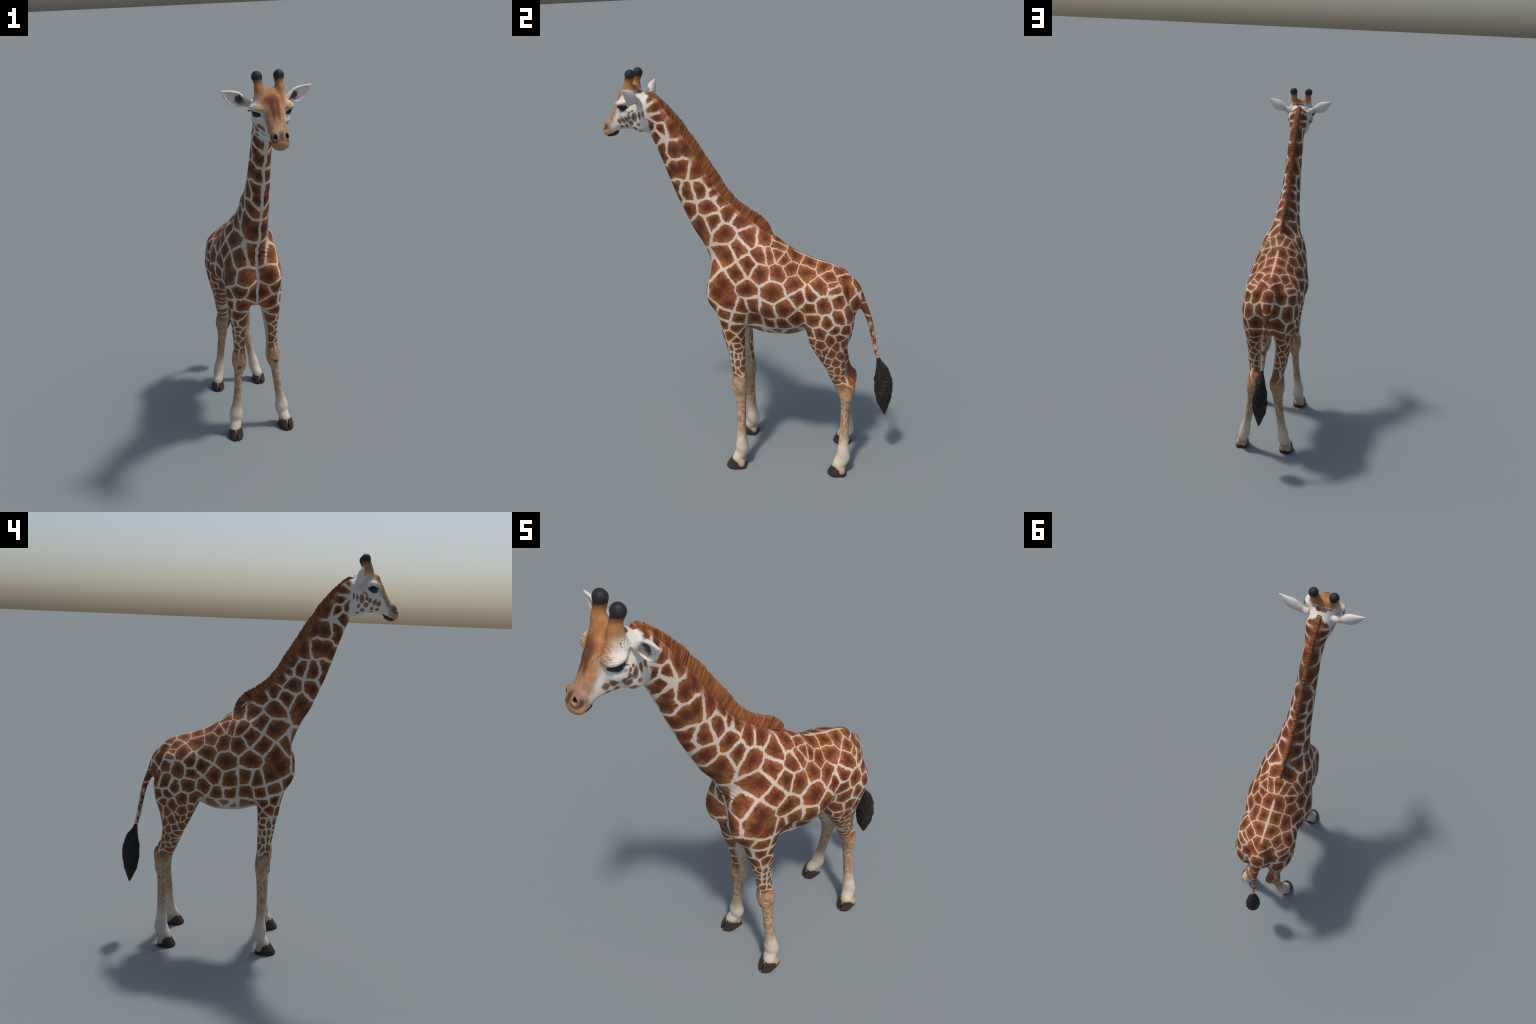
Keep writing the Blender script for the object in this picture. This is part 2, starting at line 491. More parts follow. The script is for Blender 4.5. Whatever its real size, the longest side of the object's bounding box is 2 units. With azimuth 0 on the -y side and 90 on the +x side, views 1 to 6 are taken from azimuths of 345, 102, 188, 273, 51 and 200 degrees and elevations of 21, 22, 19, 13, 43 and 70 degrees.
def new_object(name, verts, faces, mat=None, parent=None, normals=None, smooth=True):
    me = bpy.data.meshes.new(name)
    verts = np.asarray(verts, np.float32)
    faces = [np.asarray(f) for f in faces] if not isinstance(faces, np.ndarray) else faces
    me.vertices.add(len(verts))
    me.vertices.foreach_set('co', verts.ravel())
    if isinstance(faces, np.ndarray):
        k = faces.shape[1]
        me.loops.add(faces.size)
        me.loops.foreach_set('vertex_index', faces.ravel().astype(np.int32))
        me.polygons.add(len(faces))
        me.polygons.foreach_set('loop_start', (np.arange(len(faces)) * k).astype(np.int32))
    else:
        tot = [len(f) for f in faces]
        me.loops.add(sum(tot))
        me.loops.foreach_set('vertex_index', np.concatenate(faces).astype(np.int32))
        me.polygons.add(len(faces))
        me.polygons.foreach_set('loop_start', np.concatenate([[0], np.cumsum(tot)[:-1]]).astype(np.int32))
    me.update(calc_edges=True)
    me.validate()
    me.polygons.foreach_set('use_smooth', np.full(len(me.polygons), smooth))
    if normals is not None:
        me.normals_split_custom_set_from_vertices([tuple(v) for v in normals.astype(float)])
    ob = bpy.data.objects.new(name, me)
    COL.objects.link(ob)
    if mat:
        me.materials.append(mat)
    if parent:
        ob.parent = parent
    return ob

def region_of(C):
    """Anatomical region of each face centre."""
    P = np.stack([np.abs(C[:, 0]), C[:, 1], C[:, 2]], 1).astype(np.float32)
    x, y, z = P.T
    chunks = list(POOL.map(groups, np.array_split(P, 32)))
    g = {k: np.concatenate([c[k] for c in chunks]) for k in chunks[0]}
    R = np.full(len(P), 'torso', dtype='<U12')
    R[((y + 0.19) * -0.145 + (z - 1.09) * 0.29 > 0) & (y < 0.11)] = 'neck'
    R[(y < -0.447) & (z > 1.66)] = 'head'
    R[(x > 0.079) & (y > -0.508) & (z > 1.83)] = 'ear'
    R[(z > 1.934) & (x > 0.004)] = 'horn'
    low = g['forelimb'] < np.minimum(g['torso'], 0.004)
    R[(z < 0.80) & (y < 0.1) & (low | (z < 0.69))] = 'forelimb'
    low = g['hindlimb'] < np.minimum(g['torso'], 0.004)
    R[(z < 0.80) & (y > 0.2) & (low | (z < 0.69)) & (x > 0.006)] = 'hindlimb'
    R[(y > 0.508) & (x < 0.027) & (g['tail'] < 0.004)] = 'tail'
    return R

# ------------------------------------------------------------------ coat pattern
# Centres of the brown coat patches on one side (the coat is mirrored); the cream net
# runs where two centres are equally near.
NECK_PATCHES = [
    (0.042, -0.398, 1.831), (0.034, -0.437, 1.877), (0.046, -0.389, 1.793), (0.031, -0.332, 1.737), (0.046, -0.381, 1.732), 
    (0.046, -0.430, 1.749), (0.041, -0.407, 1.705), (0.040, -0.306, 1.645), (0.036, -0.394, 1.650), (0.045, -0.337, 1.556), 
    (0.032, -0.231, 1.547), (0.052, -0.285, 1.446), (0.033, -0.342, 1.464), (0.048, -0.213, 1.457), (0.024, -0.177, 1.475), 
    (0.029, -0.160, 1.441), (0.028, -0.133, 1.411), (0.057, -0.181, 1.377), (0.043, -0.290, 1.364), (0.046, -0.091, 1.345), 
    (0.067, -0.157, 1.314), (0.058, -0.225, 1.284), (0.041, -0.041, 1.314), (0.076, -0.107, 1.263), (0.069, 0.003, 1.239), 
    (0.046, 0.075, 1.229), (0.096, -0.100, 1.162), (0.099, -0.043, 1.196), ]
TORSO_PATCHES = [
    (0.107, 0.064, 1.163), (0.096, 0.103, 1.166), (0.080, 0.135, 1.167), (0.036, 0.134, 1.199), (0.132, 0.002, 1.121), 
    (0.135, -0.053, 1.086), (0.138, 0.064, 1.088), (0.128, 0.144, 1.094), (0.080, 0.169, 1.140), (0.096, 0.197, 1.104), 
    (0.083, 0.270, 1.079), (0.034, 0.281, 1.113), (0.035, 0.345, 1.094), (0.072, -0.165, 1.071), (0.124, -0.120, 1.033), 
    (0.133, -0.154, 0.984), (0.144, -0.094, 0.937), (0.146, -0.001, 1.007), (0.163, 0.121, 1.008), (0.132, 0.218, 1.039), 
    (0.144, 0.247, 0.974), (0.137, -0.033, 0.914), (0.133, -0.060, 0.848), (0.135, -0.119, 0.866), (0.149, 0.022, 0.926), 
    (0.168, 0.094, 0.913), (0.177, 0.175, 0.928), (0.149, 0.227, 0.866), (0.150, 0.161, 0.833), (0.143, 0.094, 0.832), 
    (0.126, 0.341, 1.036), (0.145, 0.291, 0.989), (0.155, 0.352, 0.946), (0.149, 0.290, 0.934), (0.123, 0.420, 1.004), 
    (0.079, 0.384, 1.064), (0.042, 0.447, 1.044), (0.074, 0.464, 0.983), (0.146, 0.306, 0.869), (0.160, 0.377, 0.854), 
    (0.153, 0.425, 0.879), (0.115, 0.476, 0.888), (0.065, -0.213, 0.979), (0.100, -0.197, 0.896), (0.025, -0.181, 0.877), 
    (0.017, -0.186, 1.085), (0.126, 0.016, 0.836), (0.077, 0.036, 0.760), (0.102, 0.122, 0.769), (0.086, 0.184, 0.758), (0.085, 0.086, 0.756), 
    (0.005, 0.131, 1.210), (0.032, 0.212, 1.143), (0.026, 0.432, 1.064), (0.001, 0.509, 0.996), (0.047, 0.511, 0.911), 
    (0.002, 0.534, 0.933), (0.133, -0.127, 0.814), (0.087, -0.158, 0.804), ]
FORELIMB_PATCHES = [
    (0.108, -0.147, 0.748), (0.139, -0.101, 0.759), (0.137, -0.075, 0.793), (0.133, -0.071, 0.732), 
    (0.124, -0.055, 0.748), (0.127, -0.108, 0.685), (0.128, -0.071, 0.696), (0.123, -0.067, 0.667), (0.108, -0.048, 0.707), 
    (0.122, -0.104, 0.637), (0.125, -0.082, 0.637), (0.119, -0.061, 0.638), (0.105, -0.049, 0.639), (0.118, -0.105, 0.601), 
    (0.122, -0.076, 0.595), (0.107, -0.051, 0.593), (0.115, -0.102, 0.550), (0.120, -0.079, 0.547), (0.113, -0.057, 0.559), 
    (0.118, -0.097, 0.516), (0.059, -0.076, 0.567), (0.067, -0.056, 0.573), (0.062, -0.067, 0.522), (0.071, -0.053, 0.527), 
    (0.051, -0.074, 0.663), (0.119, -0.124, 0.688), (0.084, -0.139, 0.696), (0.111, -0.122, 0.639), (0.074, -0.124, 0.627), 
    (0.108, -0.117, 0.600), (0.078, -0.115, 0.567), (0.080, -0.111, 0.513), (0.106, -0.129, 0.661), ]
HINDLIMB_PATCHES = [
    (0.149, 0.337, 0.794), (0.148, 0.383, 0.764), (0.155, 0.408, 0.821), (0.138, 0.452, 0.808), (0.059, 0.481, 0.823), 
    (0.121, 0.283, 0.789), (0.120, 0.290, 0.746), (0.138, 0.333, 0.730), (0.113, 0.298, 0.706), (0.126, 0.323, 0.693), 
    (0.134, 0.357, 0.694), (0.133, 0.379, 0.685), (0.135, 0.422, 0.732), (0.142, 0.432, 0.779), (0.056, 0.439, 0.594), 
    (0.117, 0.341, 0.647), (0.122, 0.368, 0.639), (0.118, 0.409, 0.632), (0.109, 0.435, 0.657), (0.114, 0.365, 0.610), 
    (0.113, 0.379, 0.593), (0.110, 0.385, 0.568), (0.112, 0.410, 0.578), (0.106, 0.398, 0.541), (0.098, 0.404, 0.510), 
    (0.085, 0.455, 0.545), (0.096, 0.444, 0.538), (0.096, 0.416, 0.484), (0.064, 0.468, 0.751), (0.069, 0.457, 0.710), 
    (0.085, 0.451, 0.676), (0.058, 0.440, 0.658), (0.074, 0.445, 0.641), (0.084, 0.443, 0.605), (0.060, 0.463, 0.538), 
    (0.056, 0.448, 0.565), (0.092, 0.445, 0.560), (0.126, 0.442, 0.736), (0.100, 0.276, 0.745), (0.111, 0.309, 0.680), 
    (0.104, 0.384, 0.546), ]

# cheek spots: centre and radius
CHEEK_SPOTS = [
    ((0.067, -0.490, 1.796), 0.0085, 1.9), ((0.055, -0.511, 1.770), 0.0095, 1.0), ((0.077, -0.513, 1.798), 0.0050, 2.2),
    ((0.071, -0.528, 1.787), 0.0070, 1.6), ((0.056, -0.551, 1.783), 0.0085, 1.5), ((0.046, -0.572, 1.775), 0.0090, 1.0),
    ((0.063, -0.468, 1.801), 0.0045, 2.6), ((0.062, -0.450, 1.807), 0.0050, 2.6), ((0.053, -0.477, 1.764), 0.0075, 1.2),
    ((0.047, -0.495, 1.745), 0.0090, 0.8), ((0.042, -0.541, 1.753), 0.0065, 1.0), ((0.038, -0.566, 1.750), 0.0070, 0.8),
    ((0.074, -0.495, 1.824), 0.0042, 1.0), ((0.079, -0.508, 1.818), 0.0040, 1.2), ((0.022, -0.541, 1.738), 0.0070, 0.7),
    ((0.039, -0.475, 1.734), 0.0080, 0.6), ((0.058, -0.439, 1.786), 0.0060, 1.8), ((0.015, -0.475, 1.901), 0.0090, 0.7),
    ((0.040, -0.478, 1.900), 0.0070, 0.7)]

# ------------------------------------------------------------------ shader arithmetic
class S:
    """A scalar socket with operators."""
    tree = None
    def __init__(s, sock): s.k = sock
    @staticmethod
    def op(name, *a, clamp=False):
        n = S.tree.nodes.new('ShaderNodeMath')
        n.operation = name
        n.use_clamp = clamp
        for i, v in enumerate(a):
            if isinstance(v, S): S.tree.links.new(v.k, n.inputs[i])
            else: n.inputs[i].default_value = float(v)
        return S(n.outputs[0])
    def __add__(a, b): return S.op('ADD', a, b)
    __radd__ = __add__
    def __sub__(a, b): return S.op('SUBTRACT', a, b)
    def __rsub__(a, b): return S.op('SUBTRACT', b, a)
    def __mul__(a, b): return S.op('MULTIPLY', a, b)
    __rmul__ = __mul__
    def __truediv__(a, b): return S.op('DIVIDE', a, b)
def fmin(a, b): return S.op('MINIMUM', a, b)
def fmax(a, b): return S.op('MAXIMUM', a, b)
def ramp(x, a, b):
    """Smooth step from 0 at a to 1 at b (a may exceed b)."""
    n = S.tree.nodes.new('ShaderNodeMapRange')
    n.interpolation_type = 'SMOOTHSTEP'
    S.tree.links.new(x.k, n.inputs[0])
    if a < b:
        n.inputs[1].default_value, n.inputs[2].default_value = a, b
        n.inputs[3].default_value, n.inputs[4].default_value = 0, 1
    else:
        n.inputs[1].default_value, n.inputs[2].default_value = b, a
        n.inputs[3].default_value, n.inputs[4].default_value = 1, 0
    return S(n.outputs[0])
def vec(name, a, b=None, out=0):
    n = S.tree.nodes.new('ShaderNodeVectorMath')
    n.operation = name
    for i, v in enumerate((a, b)):
        if v is None: continue
        if isinstance(v, S): S.tree.links.new(v.k, n.inputs[i])
        else: n.inputs[i].default_value = v
    return S(n.outputs[out])
def dist(a, b): return vec('DISTANCE', a, b, 1)
def xyz(x, y, z):
    n = S.tree.nodes.new('ShaderNodeCombineXYZ')
    for i, v in enumerate((x, y, z)):
        if isinstance(v, S): S.tree.links.new(v.k, n.inputs[i])
        else: n.inputs[i].default_value = v
    return S(n.outputs[0])
def noise(p, scale, detail=2, rough=0.5, color=False):
    n = S.tree.nodes.new('ShaderNodeTexNoise')
    S.tree.links.new(p.k, n.inputs['Vector'])
    n.inputs['Scale'].default_value = scale
    n.inputs['Detail'].default_value = detail
    n.inputs['Roughness'].default_value = rough
    return S(n.outputs[1 if color else 0])
def voronoi(p, scale, feature='F1'):
    n = S.tree.nodes.new('ShaderNodeTexVoronoi')
    n.feature = feature
    S.tree.links.new(p.k, n.inputs['Vector'])
    n.inputs['Scale'].default_value = scale
    return S(n.outputs['Distance'])
def col(c):
    n = S.tree.nodes.new('ShaderNodeRGB')
    n.outputs[0].default_value = (*c, 1)
    return S(n.outputs[0])
def mix(f, a, b):
    n = S.tree.nodes.new('ShaderNodeMix')
    n.data_type = 'RGBA'
    for v, i in ((f, 0), (a, 6), (b, 7)):
        if isinstance(v, tuple): v = (*v, 1)
        if isinstance(v, S): S.tree.links.new(v.k, n.inputs[i])
        else: n.inputs[i].default_value = v
    return S(n.outputs[2])
def colour_ramp(x, stops):
    n = S.tree.nodes.new('ShaderNodeValToRGB')
    S.tree.links.new(x.k, n.inputs[0])
    el = n.color_ramp.elements
    while len(el) < len(stops): el.new(0.5)
    for e, (p, c) in zip(el, stops):
        e.position, e.color = p, (*c, 1)
    return S(n.outputs[0])

class Mat:
    def __init__(s, name, rough=0.75, sheen=0.0):
        s.m = bpy.data.materials.new(name)
        s.m.use_nodes = True
        S.tree = s.m.node_tree
        s.b = S.tree.nodes['Principled BSDF']
        s.b.inputs['Roughness'].default_value = rough
        s.b.inputs['Specular IOR Level'].default_value = 0.25
        tc = S.tree.nodes.new('ShaderNodeTexCoord')
        s.P = S(tc.outputs['Object'])
        sep = S.tree.nodes.new('ShaderNodeSeparateXYZ')
        S.tree.links.new(s.P.k, sep.inputs[0])
        s.sx = S(sep.outputs[0])
        s.x = S.op('ABSOLUTE', s.sx)
        s.y, s.z = S(sep.outputs[1]), S(sep.outputs[2])
        s.Q = xyz(s.x, s.y, s.z)                 # mirrored position
    def finish(s, colour, bump=None, dist=0.001, strength=0.5, rough=None):
        S.tree.links.new(colour.k, s.b.inputs['Base Color'])
        if rough is not None:
            S.tree.links.new(rough.k, s.b.inputs['Roughness'])
        if bump is not None:
            n = S.tree.nodes.new('ShaderNodeBump')
            n.inputs['Distance'].default_value = dist
            n.inputs['Strength'].default_value = strength
            S.tree.links.new(bump.k, n.inputs['Height'])
            S.tree.links.new(n.outputs[0], s.b.inputs['Normal'])
        return s.m

CREAM = (0.665, 0.560, 0.460)
WHITE = (0.72, 0.665, 0.605)
PATCH = [(0.0, (0.074, 0.019, 0.0085)), (0.36, (0.120, 0.033, 0.0115)), (0.68, (0.240, 0.078, 0.0205)), (1.0, (0.368, 0.132, 0.038))]

def pick_vec(f, a, b):
    n = S.tree.nodes.new('ShaderNodeMix')
    n.data_type = 'VECTOR'
    for v, i in ((f, 0), (a, 4), (b, 5)):
        S.tree.links.new(v.k, n.inputs[i])
    return S(n.outputs[1])

def cells(p, patches):
    """Distances to the nearest and second-nearest patch, and the arm from the nearest centre."""
    d1 = d2 = arm = None
    for g in patches:
        d = a = None
        for c in g:
            v = vec('SUBTRACT', p, c)
            l = vec('LENGTH', v, None, 1)
            if d is None:
                d, a = l, v
            else:
                a = pick_vec(S.op('LESS_THAN', l, d), a, v)
                d = fmin(d, l)
        if d1 is None:
            d1, arm = d, a
            continue
        far = fmax(d1, d)
        d2 = far if d2 is None else fmin(d2, far)
        arm = pick_vec(S.op('LESS_THAN', d, d1), arm, a)
        d1 = fmin(d1, d)
    return d1, d2, arm

def coat_material(name, seeds):
    M = Mat(name, 0.72)
    x, y, z, Q = M.x, M.y, M.z, M.Q
    w1 = vec('SUBTRACT', noise(Q, 38, 2, color=True), (0.5, 0.5, 0.5))
    w2 = vec('SUBTRACT', noise(Q, 160, 2, 0.6, color=True), (0.5, 0.5, 0.5))
    def scaled(v, k):
        n = S.tree.nodes.new('ShaderNodeVectorMath'); n.operation = 'SCALE'
        S.tree.links.new(v.k, n.inputs[0]); n.inputs[3].default_value = k
        return S(n.outputs[0])
    w0 = vec('SUBTRACT', noise(M.P, 7, 1, color=True), (0.5, 0.5, 0.5))
    p = vec('ADD', vec('ADD', vec('ADD', Q, scaled(w1, 0.013)), scaled(w2, 0.010)), scaled(w0, 0.022))
    d1, d2, arm = cells(p, seeds)
    edge = d2 - d1
    rear = ramp(y, 0.15, 0.20)
    leg = ramp(z, 0.83, 0.74)
    front = (y + 0.20) * -0.865 + (z - 1.35) * -0.5
    nape_z = ramp(y, -0.425, -0.445)
    back = ramp(z + y * 0.25, 1.075, 1.13) * ramp(y, 0.03, 0.10)
    belly = ramp(z, 0.835, 0.76) * ramp(y, -0.02, 0.01) * ramp(y, 0.28, 0.25)
    width = 0.0125 - back * 0.0070 - leg * 0.0060 + belly * 0.012 - rear * (1 - back) * 0.0015
    soft = noise(Q, 20, 1)
    throat = ramp(front, 0.035, 0.075) * ramp(z, 1.08, 1.16)
    width = width * (0.55 + 0.9 * soft) * (1 + 0.35 * throat)
    dorsal = ramp(x + (soft - 0.5) * 0.02, 0.036, 0.024) * ramp(front, -0.03, -0.05) * ramp(z, 1.24, 1.30) * (1 - nape_z)
    net = (1 - ramp(edge / width, 0.62, 1.16)) * (1 - 0.80 * dorsal)
    # white mid-line seams on throat and breast, spine stripe
    wob = (noise(Q, 30, 1) - 0.5) * 0.006
    bent = S.op('ABSOLUTE', M.sx + (noise(M.P, 11, 2) - 0.5) * 0.036)
    seam = ramp(bent / (0.45 + 1.1 * noise(M.P, 16, 1)) + wob * 1.5, 0.0085, 0.0060) * ramp(front, 0.0, 0.02) * ramp(z, 0.75, 0.80)
    spine = ramp(x + wob * 1.3, 0.0072, 0.0052) * ramp(y, 0.185, 0.215) * ramp(y, 0.425, 0.405) * ramp(z, 1.0, 1.03)
    net = fmax(net, fmax(seam, spine * 0.95))
    # patch colour: dark ragged star at the heart, tawny at the rim
    star = noise(vec('ADD', vec('NORMALIZE', arm), scaled(Q, 9.0)), 2.6, 2, 0.6)
    t = d1 / (d1 + d2) * 2 * (1 + (star - 0.5) * 1.9)
    t = t + (noise(Q, 24, 4, 0.7) - 0.5) * 0.75 + (noise(Q, 130, 3, 0.6) - 0.5) * 0.30
    patch = colour_ramp(t, PATCH)
    legtan = ramp(z, 0.80, 0.56)
    patch = mix(legtan * 0.55, patch, (0.270, 0.105, 0.034))
    patch = mix(belly * 0.45, patch, (0.42, 0.27, 0.15))
    cream = mix(ramp(z, 0.82, 0.60) * 0.6, CREAM, (0.66, 0.545, 0.42))
    cream = mix(back * 0.45, cream, (0.60, 0.40, 0.26))
    cream = mix(ramp(noise(Q, 60, 3), 0.45, 0.75) * 0.18, cream, (0.50, 0.36, 0.24))
    # pale inner sides of the limbs
    infore = ramp(x, 0.070, 0.054) * ramp(y, -0.128, -0.108) * ramp(z, 0.80, 0.74) * (1 - rear)
    inhind = ramp(x, 0.058, 0.036) * ramp(y, 0.455, 0.425) * ramp(z, 0.84, 0.76) * rear
    inner = fmax(infore, inhind)
    nape = ramp(y + (noise(Q, 45, 2) - 0.5) * 0.02, -0.428, -0.440) * ramp(z, 1.69, 1.71)
    c = mix(fmax(fmax(net, nape), inner * 0.93), patch, mix(nape * 0.8, cream, WHITE))
    # lower legs: cream with tan flecks, white fetlocks, tan pasterns
    nz = (noise(Q, 45, 2) - 0.5) * 0.07
    low = ramp(z + nz + rear * 0.035, 0.535, 0.475)
    q = xyz(x * 1.0, y * 1.0, z * 0.45)
    fleck = ramp(noise(q, 190, 4, 0.65), 0.42, 0.62)
    fleck2 = ramp(voronoi(q, 95), 0.48, 0.24) * ramp(noise(Q, 26, 1), 0.38, 0.52)
    fleck3 = ramp(noise(xyz(x, y, z * 0.6), 52, 2), 0.50, 0.60) * ramp(z, 0.14, 0.26)
    flecks = fmax(fmax(fleck * 0.60, fleck2 * 0.90), fleck3 * 0.72) * ramp(z + nz, 0.12, 0.24) * (1 - 0.75 * inner)
    shank = mix(flecks, (0.575, 0.415, 0.270), (0.300, 0.130, 0.046))
    knee = ramp(dist(Q, (0.100, -0.118, 0.462)), 0.045, 0.015)
    hock = ramp(dist(Q, (0.068, 0.490, 0.455)), 0.075, 0.030)
    shank = mix(fmax(knee * 0.55, hock * 0.65), shank, (0.52, 0.255, 0.100))
    shank = mix(ramp(z + nz * 0.6, 0.235, 0.125), shank, (0.665, 0.560, 0.440))
    shank = mix(ramp(z + nz * 0.4, 0.075, 0.040), shank, (0.50, 0.345, 0.21))
    callus = ramp(dist(Q, (0.103, -0.117, 0.426)) + (noise(Q, 130, 2) - 0.5) * 0.012, 0.016, 0.008)
    shank = mix(callus * 0.88, shank, (0.055, 0.036, 0.026))
    c = mix(low, c, shank)
    hair = noise(xyz(x * 1.0, y * 1.0, z * 0.25), 420, 2)
    c = mix(hair * 0.16, c, mix(0.5, c, (0.10, 0.045, 0.02)))
    return M.finish(c, hair, 0.0008, 0.35)

def face_material():
    M = Mat('giraffe_face', 0.68)
    x, y, z, Q = M.x, M.y, M.z, M.Q
    n1 = noise(Q, 60, 3, 0.6) - 0.5
    n2 = noise(Q, 240, 2) - 0.5
    base = mix(ramp(noise(Q, 35, 2), 0.45, 0.75) * 0.25, WHITE, (0.60, 0.48, 0.37))
    # brown of nose, forehead and horns
    depth = -1 * ((y + 0.575) * -0.886 + (z - 1.905) * 0.463)
    n0 = noise(Q, 28, 3, 0.6) - 0.5
    nose = ramp(depth + n1 * 0.016 + n0 * 0.028, 0.043, 0.022) * ramp(z, 1.900, 1.885)
    muzzle_side = ramp(y + n1 * 0.01, -0.617, -0.632) * ramp(z, 1.712, 1.728)
    fore = ramp(z, 1.850, 1.875) * ramp(x + n1 * 0.026, 0.088, 0.050) * ramp(y + n1 * 0.012 + x * 0.55, -0.468, -0.492)
    horn = ramp(z + n1 * 0.012, 1.898, 1.915) * ramp(y, -0.470, -0.478) * ramp(x, 0.078, 0.074)
    brown = fmax(fmax(nose, muzzle_side), fmax(fore, horn))
    tan = mix(ramp(z, 1.86, 1.78), (0.43, 0.195, 0.070), (0.44, 0.245, 0.125))
    tan = mix(ramp(noise(Q, 75, 4, 0.75), 0.40, 0.68) * 0.55, tan, (0.27, 0.115, 0.045))
    tan = mix(ramp(z, 1.945, 1.962) * 0.75, tan, (0.17, 0.05, 0.015))
    pale_horn = ramp(z, 1.945, 1.905) * ramp(y, -0.520, -0.495) * ramp(x, 0.040, 0.060)
    tan = mix(pale_horn * 0.6, tan, (0.48, 0.34, 0.20))
    tan = mix(ramp(x + n1 * 0.02, 0.036, 0.066) * ramp(z, 1.93, 1.91) * 0.75, tan, (0.53, 0.35, 0.20))
    cheek_fade = ramp(depth + n1 * 0.02, 0.012, 0.034) * ramp(z, 1.875, 1.85)
    tan = mix(cheek_fade * 0.6, tan, (0.52, 0.36, 0.23))
    boss = ramp(vec('LENGTH', vec('MULTIPLY', vec('SUBTRACT', Q, (0, -0.580, 1.872)), (1.0, 0.45, 0.50)), None, 1) + n1 * 0.008, 0.034, 0.016)
    tan = mix(boss * 0.92, tan, (0.190, 0.062, 0.022))
    streak = ramp(noise(xyz(x * 1.0, y * 0.3, z * 0.12), 130, 2), 0.52, 0.66) * ramp(x, 0.008, 0.02) * ramp(z, 1.885, 1.85)
    tan = mix(streak * 0.40, tan, (0.60, 0.44, 0.32))
    stripe = ramp(S.op('ABSOLUTE', x - 0.010) + n1 * 0.010, 0.011, 0.003) * ramp(z, 1.800, 1.825) * ramp(z, 1.895, 1.875) * ramp(y, -0.56, -0.57)
    tan = mix(stripe * 0.7, tan, (0.105, 0.032, 0.014))
    lip = ramp(z + y * 0.2 + n1 * 0.006, 1.612, 1.602) * ramp(y, -0.62, -0.645)
    tan = mix(lip * 0.85, tan, (0.50, 0.225, 0.075))
    smoke = ramp(dist(Q, (0.030, -0.638, 1.768)) + n1 * 0.02, 0.038, 0.016)
    tan = mix(smoke * 0.55, tan, (0.27, 0.165, 0.105))
    c = mix(brown, base, tan)
    u = fmax(ramp(dist(Q, (0.037, -0.600, 1.807)), 0.016, 0.006), ramp(dist(Q, (0.033, -0.618, 1.786)), 0.018, 0.008))
    c = mix(u * 0.6, c, (0.33, 0.165, 0.07))
    # freckles on the brow and temple
    near = ramp(dist(Q, (0.052, -0.555, 1.874)) + n1 * 0.02, 0.040, 0.020)
    fr = ramp(voronoi(Q, 270), 0.50, 0.26) * ramp(noise(Q, 110, 1), 0.42, 0.50)
    c = mix(near * fr * 0.9, c, (0.080, 0.040, 0.018))
    near = ramp(dist(Q, (0.066, -0.505, 1.892)), 0.026, 0.010)
    fr = ramp(S.op('ABSOLUTE', noise(Q, 55, 2, 0.6) - 0.5), 0.030, 0.012) * ramp(noise(Q, 40, 1), 0.45, 0.52)
    c = mix(near * fr * 0.85, c, (0.075, 0.045, 0.020))
    # cheek spots
    w = vec('SUBTRACT', noise(Q, 120, 1, color=True), (0.5, 0.5, 0.5))
    n = S.tree.nodes.new('ShaderNodeVectorMath'); n.operation = 'SCALE'
    S.tree.links.new(w.k, n.inputs[0]); n.inputs[3].default_value = 0.008
    p = vec('ADD', Q, S(n.outputs[0]))
    m = None
    for cen, r, tall in CHEEK_SPOTS:
        k = vec('LENGTH', vec('MULTIPLY', vec('SUBTRACT', p, cen), (0.7 / r, 1 / r, 1 / (r * tall))), None, 1)
        m = k if m is None else fmin(m, k)
    spot = ramp(m, 1.56, 1.22)
    c = mix(spot * 0.92, c, mix(ramp(m, 0.2, 1.0), (0.120, 0.046, 0.016), (0.265, 0.118, 0.046)))
    # dark muzzle marks, chin, nostrils, eye rims, ear tufts, horn knobs
    nos = dist(vec('MULTIPLY', Q, (1, 1, 0.8)), (0.0225, -0.655, 1.757 * 0.8))
    ring = ramp(nos + n1 * 0.004, 0.0255, 0.0185) * ramp(nos, 0.0125, 0.0155)
    ring = ring * (0.30 + 0.70 * ramp(z + x * -0.5 + n1 * 0.02, 1.749, 1.738))
    c = mix(ring * 0.85, c, (0.070, 0.042, 0.028))
    mid = ramp(x + n1 * 0.01, 0.012, 0.005) * ramp(z, 1.738, 1.746) * ramp(z, 1.778, 1.766) * ramp(y, -0.62, -0.63)
    c = mix(mid * 0.85, c, (0.050, 0.030, 0.024))
    c = mix(ramp(dist(Q, (0.0235, -0.654, 1.7560)), 0.0115, 0.0080), c, (0.008, 0.007, 0.006))
    chin = ramp(z + (y + 0.664) * -0.42 + n2 * 0.0015, 1.7035, 1.7020) * ramp(y, -0.594, -0.600) * ramp(y, -0.652, -0.647)
    c = mix(chin, c, (0.050, 0.030, 0.022))
    u = (y + 0.5400) * 0.955 + (z - 1.8375) * 0.295
    v = (y + 0.5400) * -0.295 + (z - 1.8375) * 0.955
    eye = ramp(S.op('SQRT', (u / 0.0255) * (u / 0.0255) + (v / 0.0128) * (v / 0.0128)) + n1 * 0.35, 1.08, 0.90) * ramp(x, 0.045, 0.055)
    c = mix(eye * 0.95, c, (0.013, 0.011, 0.012))
    geo = S.tree.nodes.new('ShaderNodeNewGeometry')
    sepn = S.tree.nodes.new('ShaderNodeSeparateXYZ')
    S.tree.links.new(geo.outputs['Normal'], sepn.inputs[0])
    ny = S(sepn.outputs[1])
    q = xyz(x * 1.0, y * 1.0, z * 2.6)
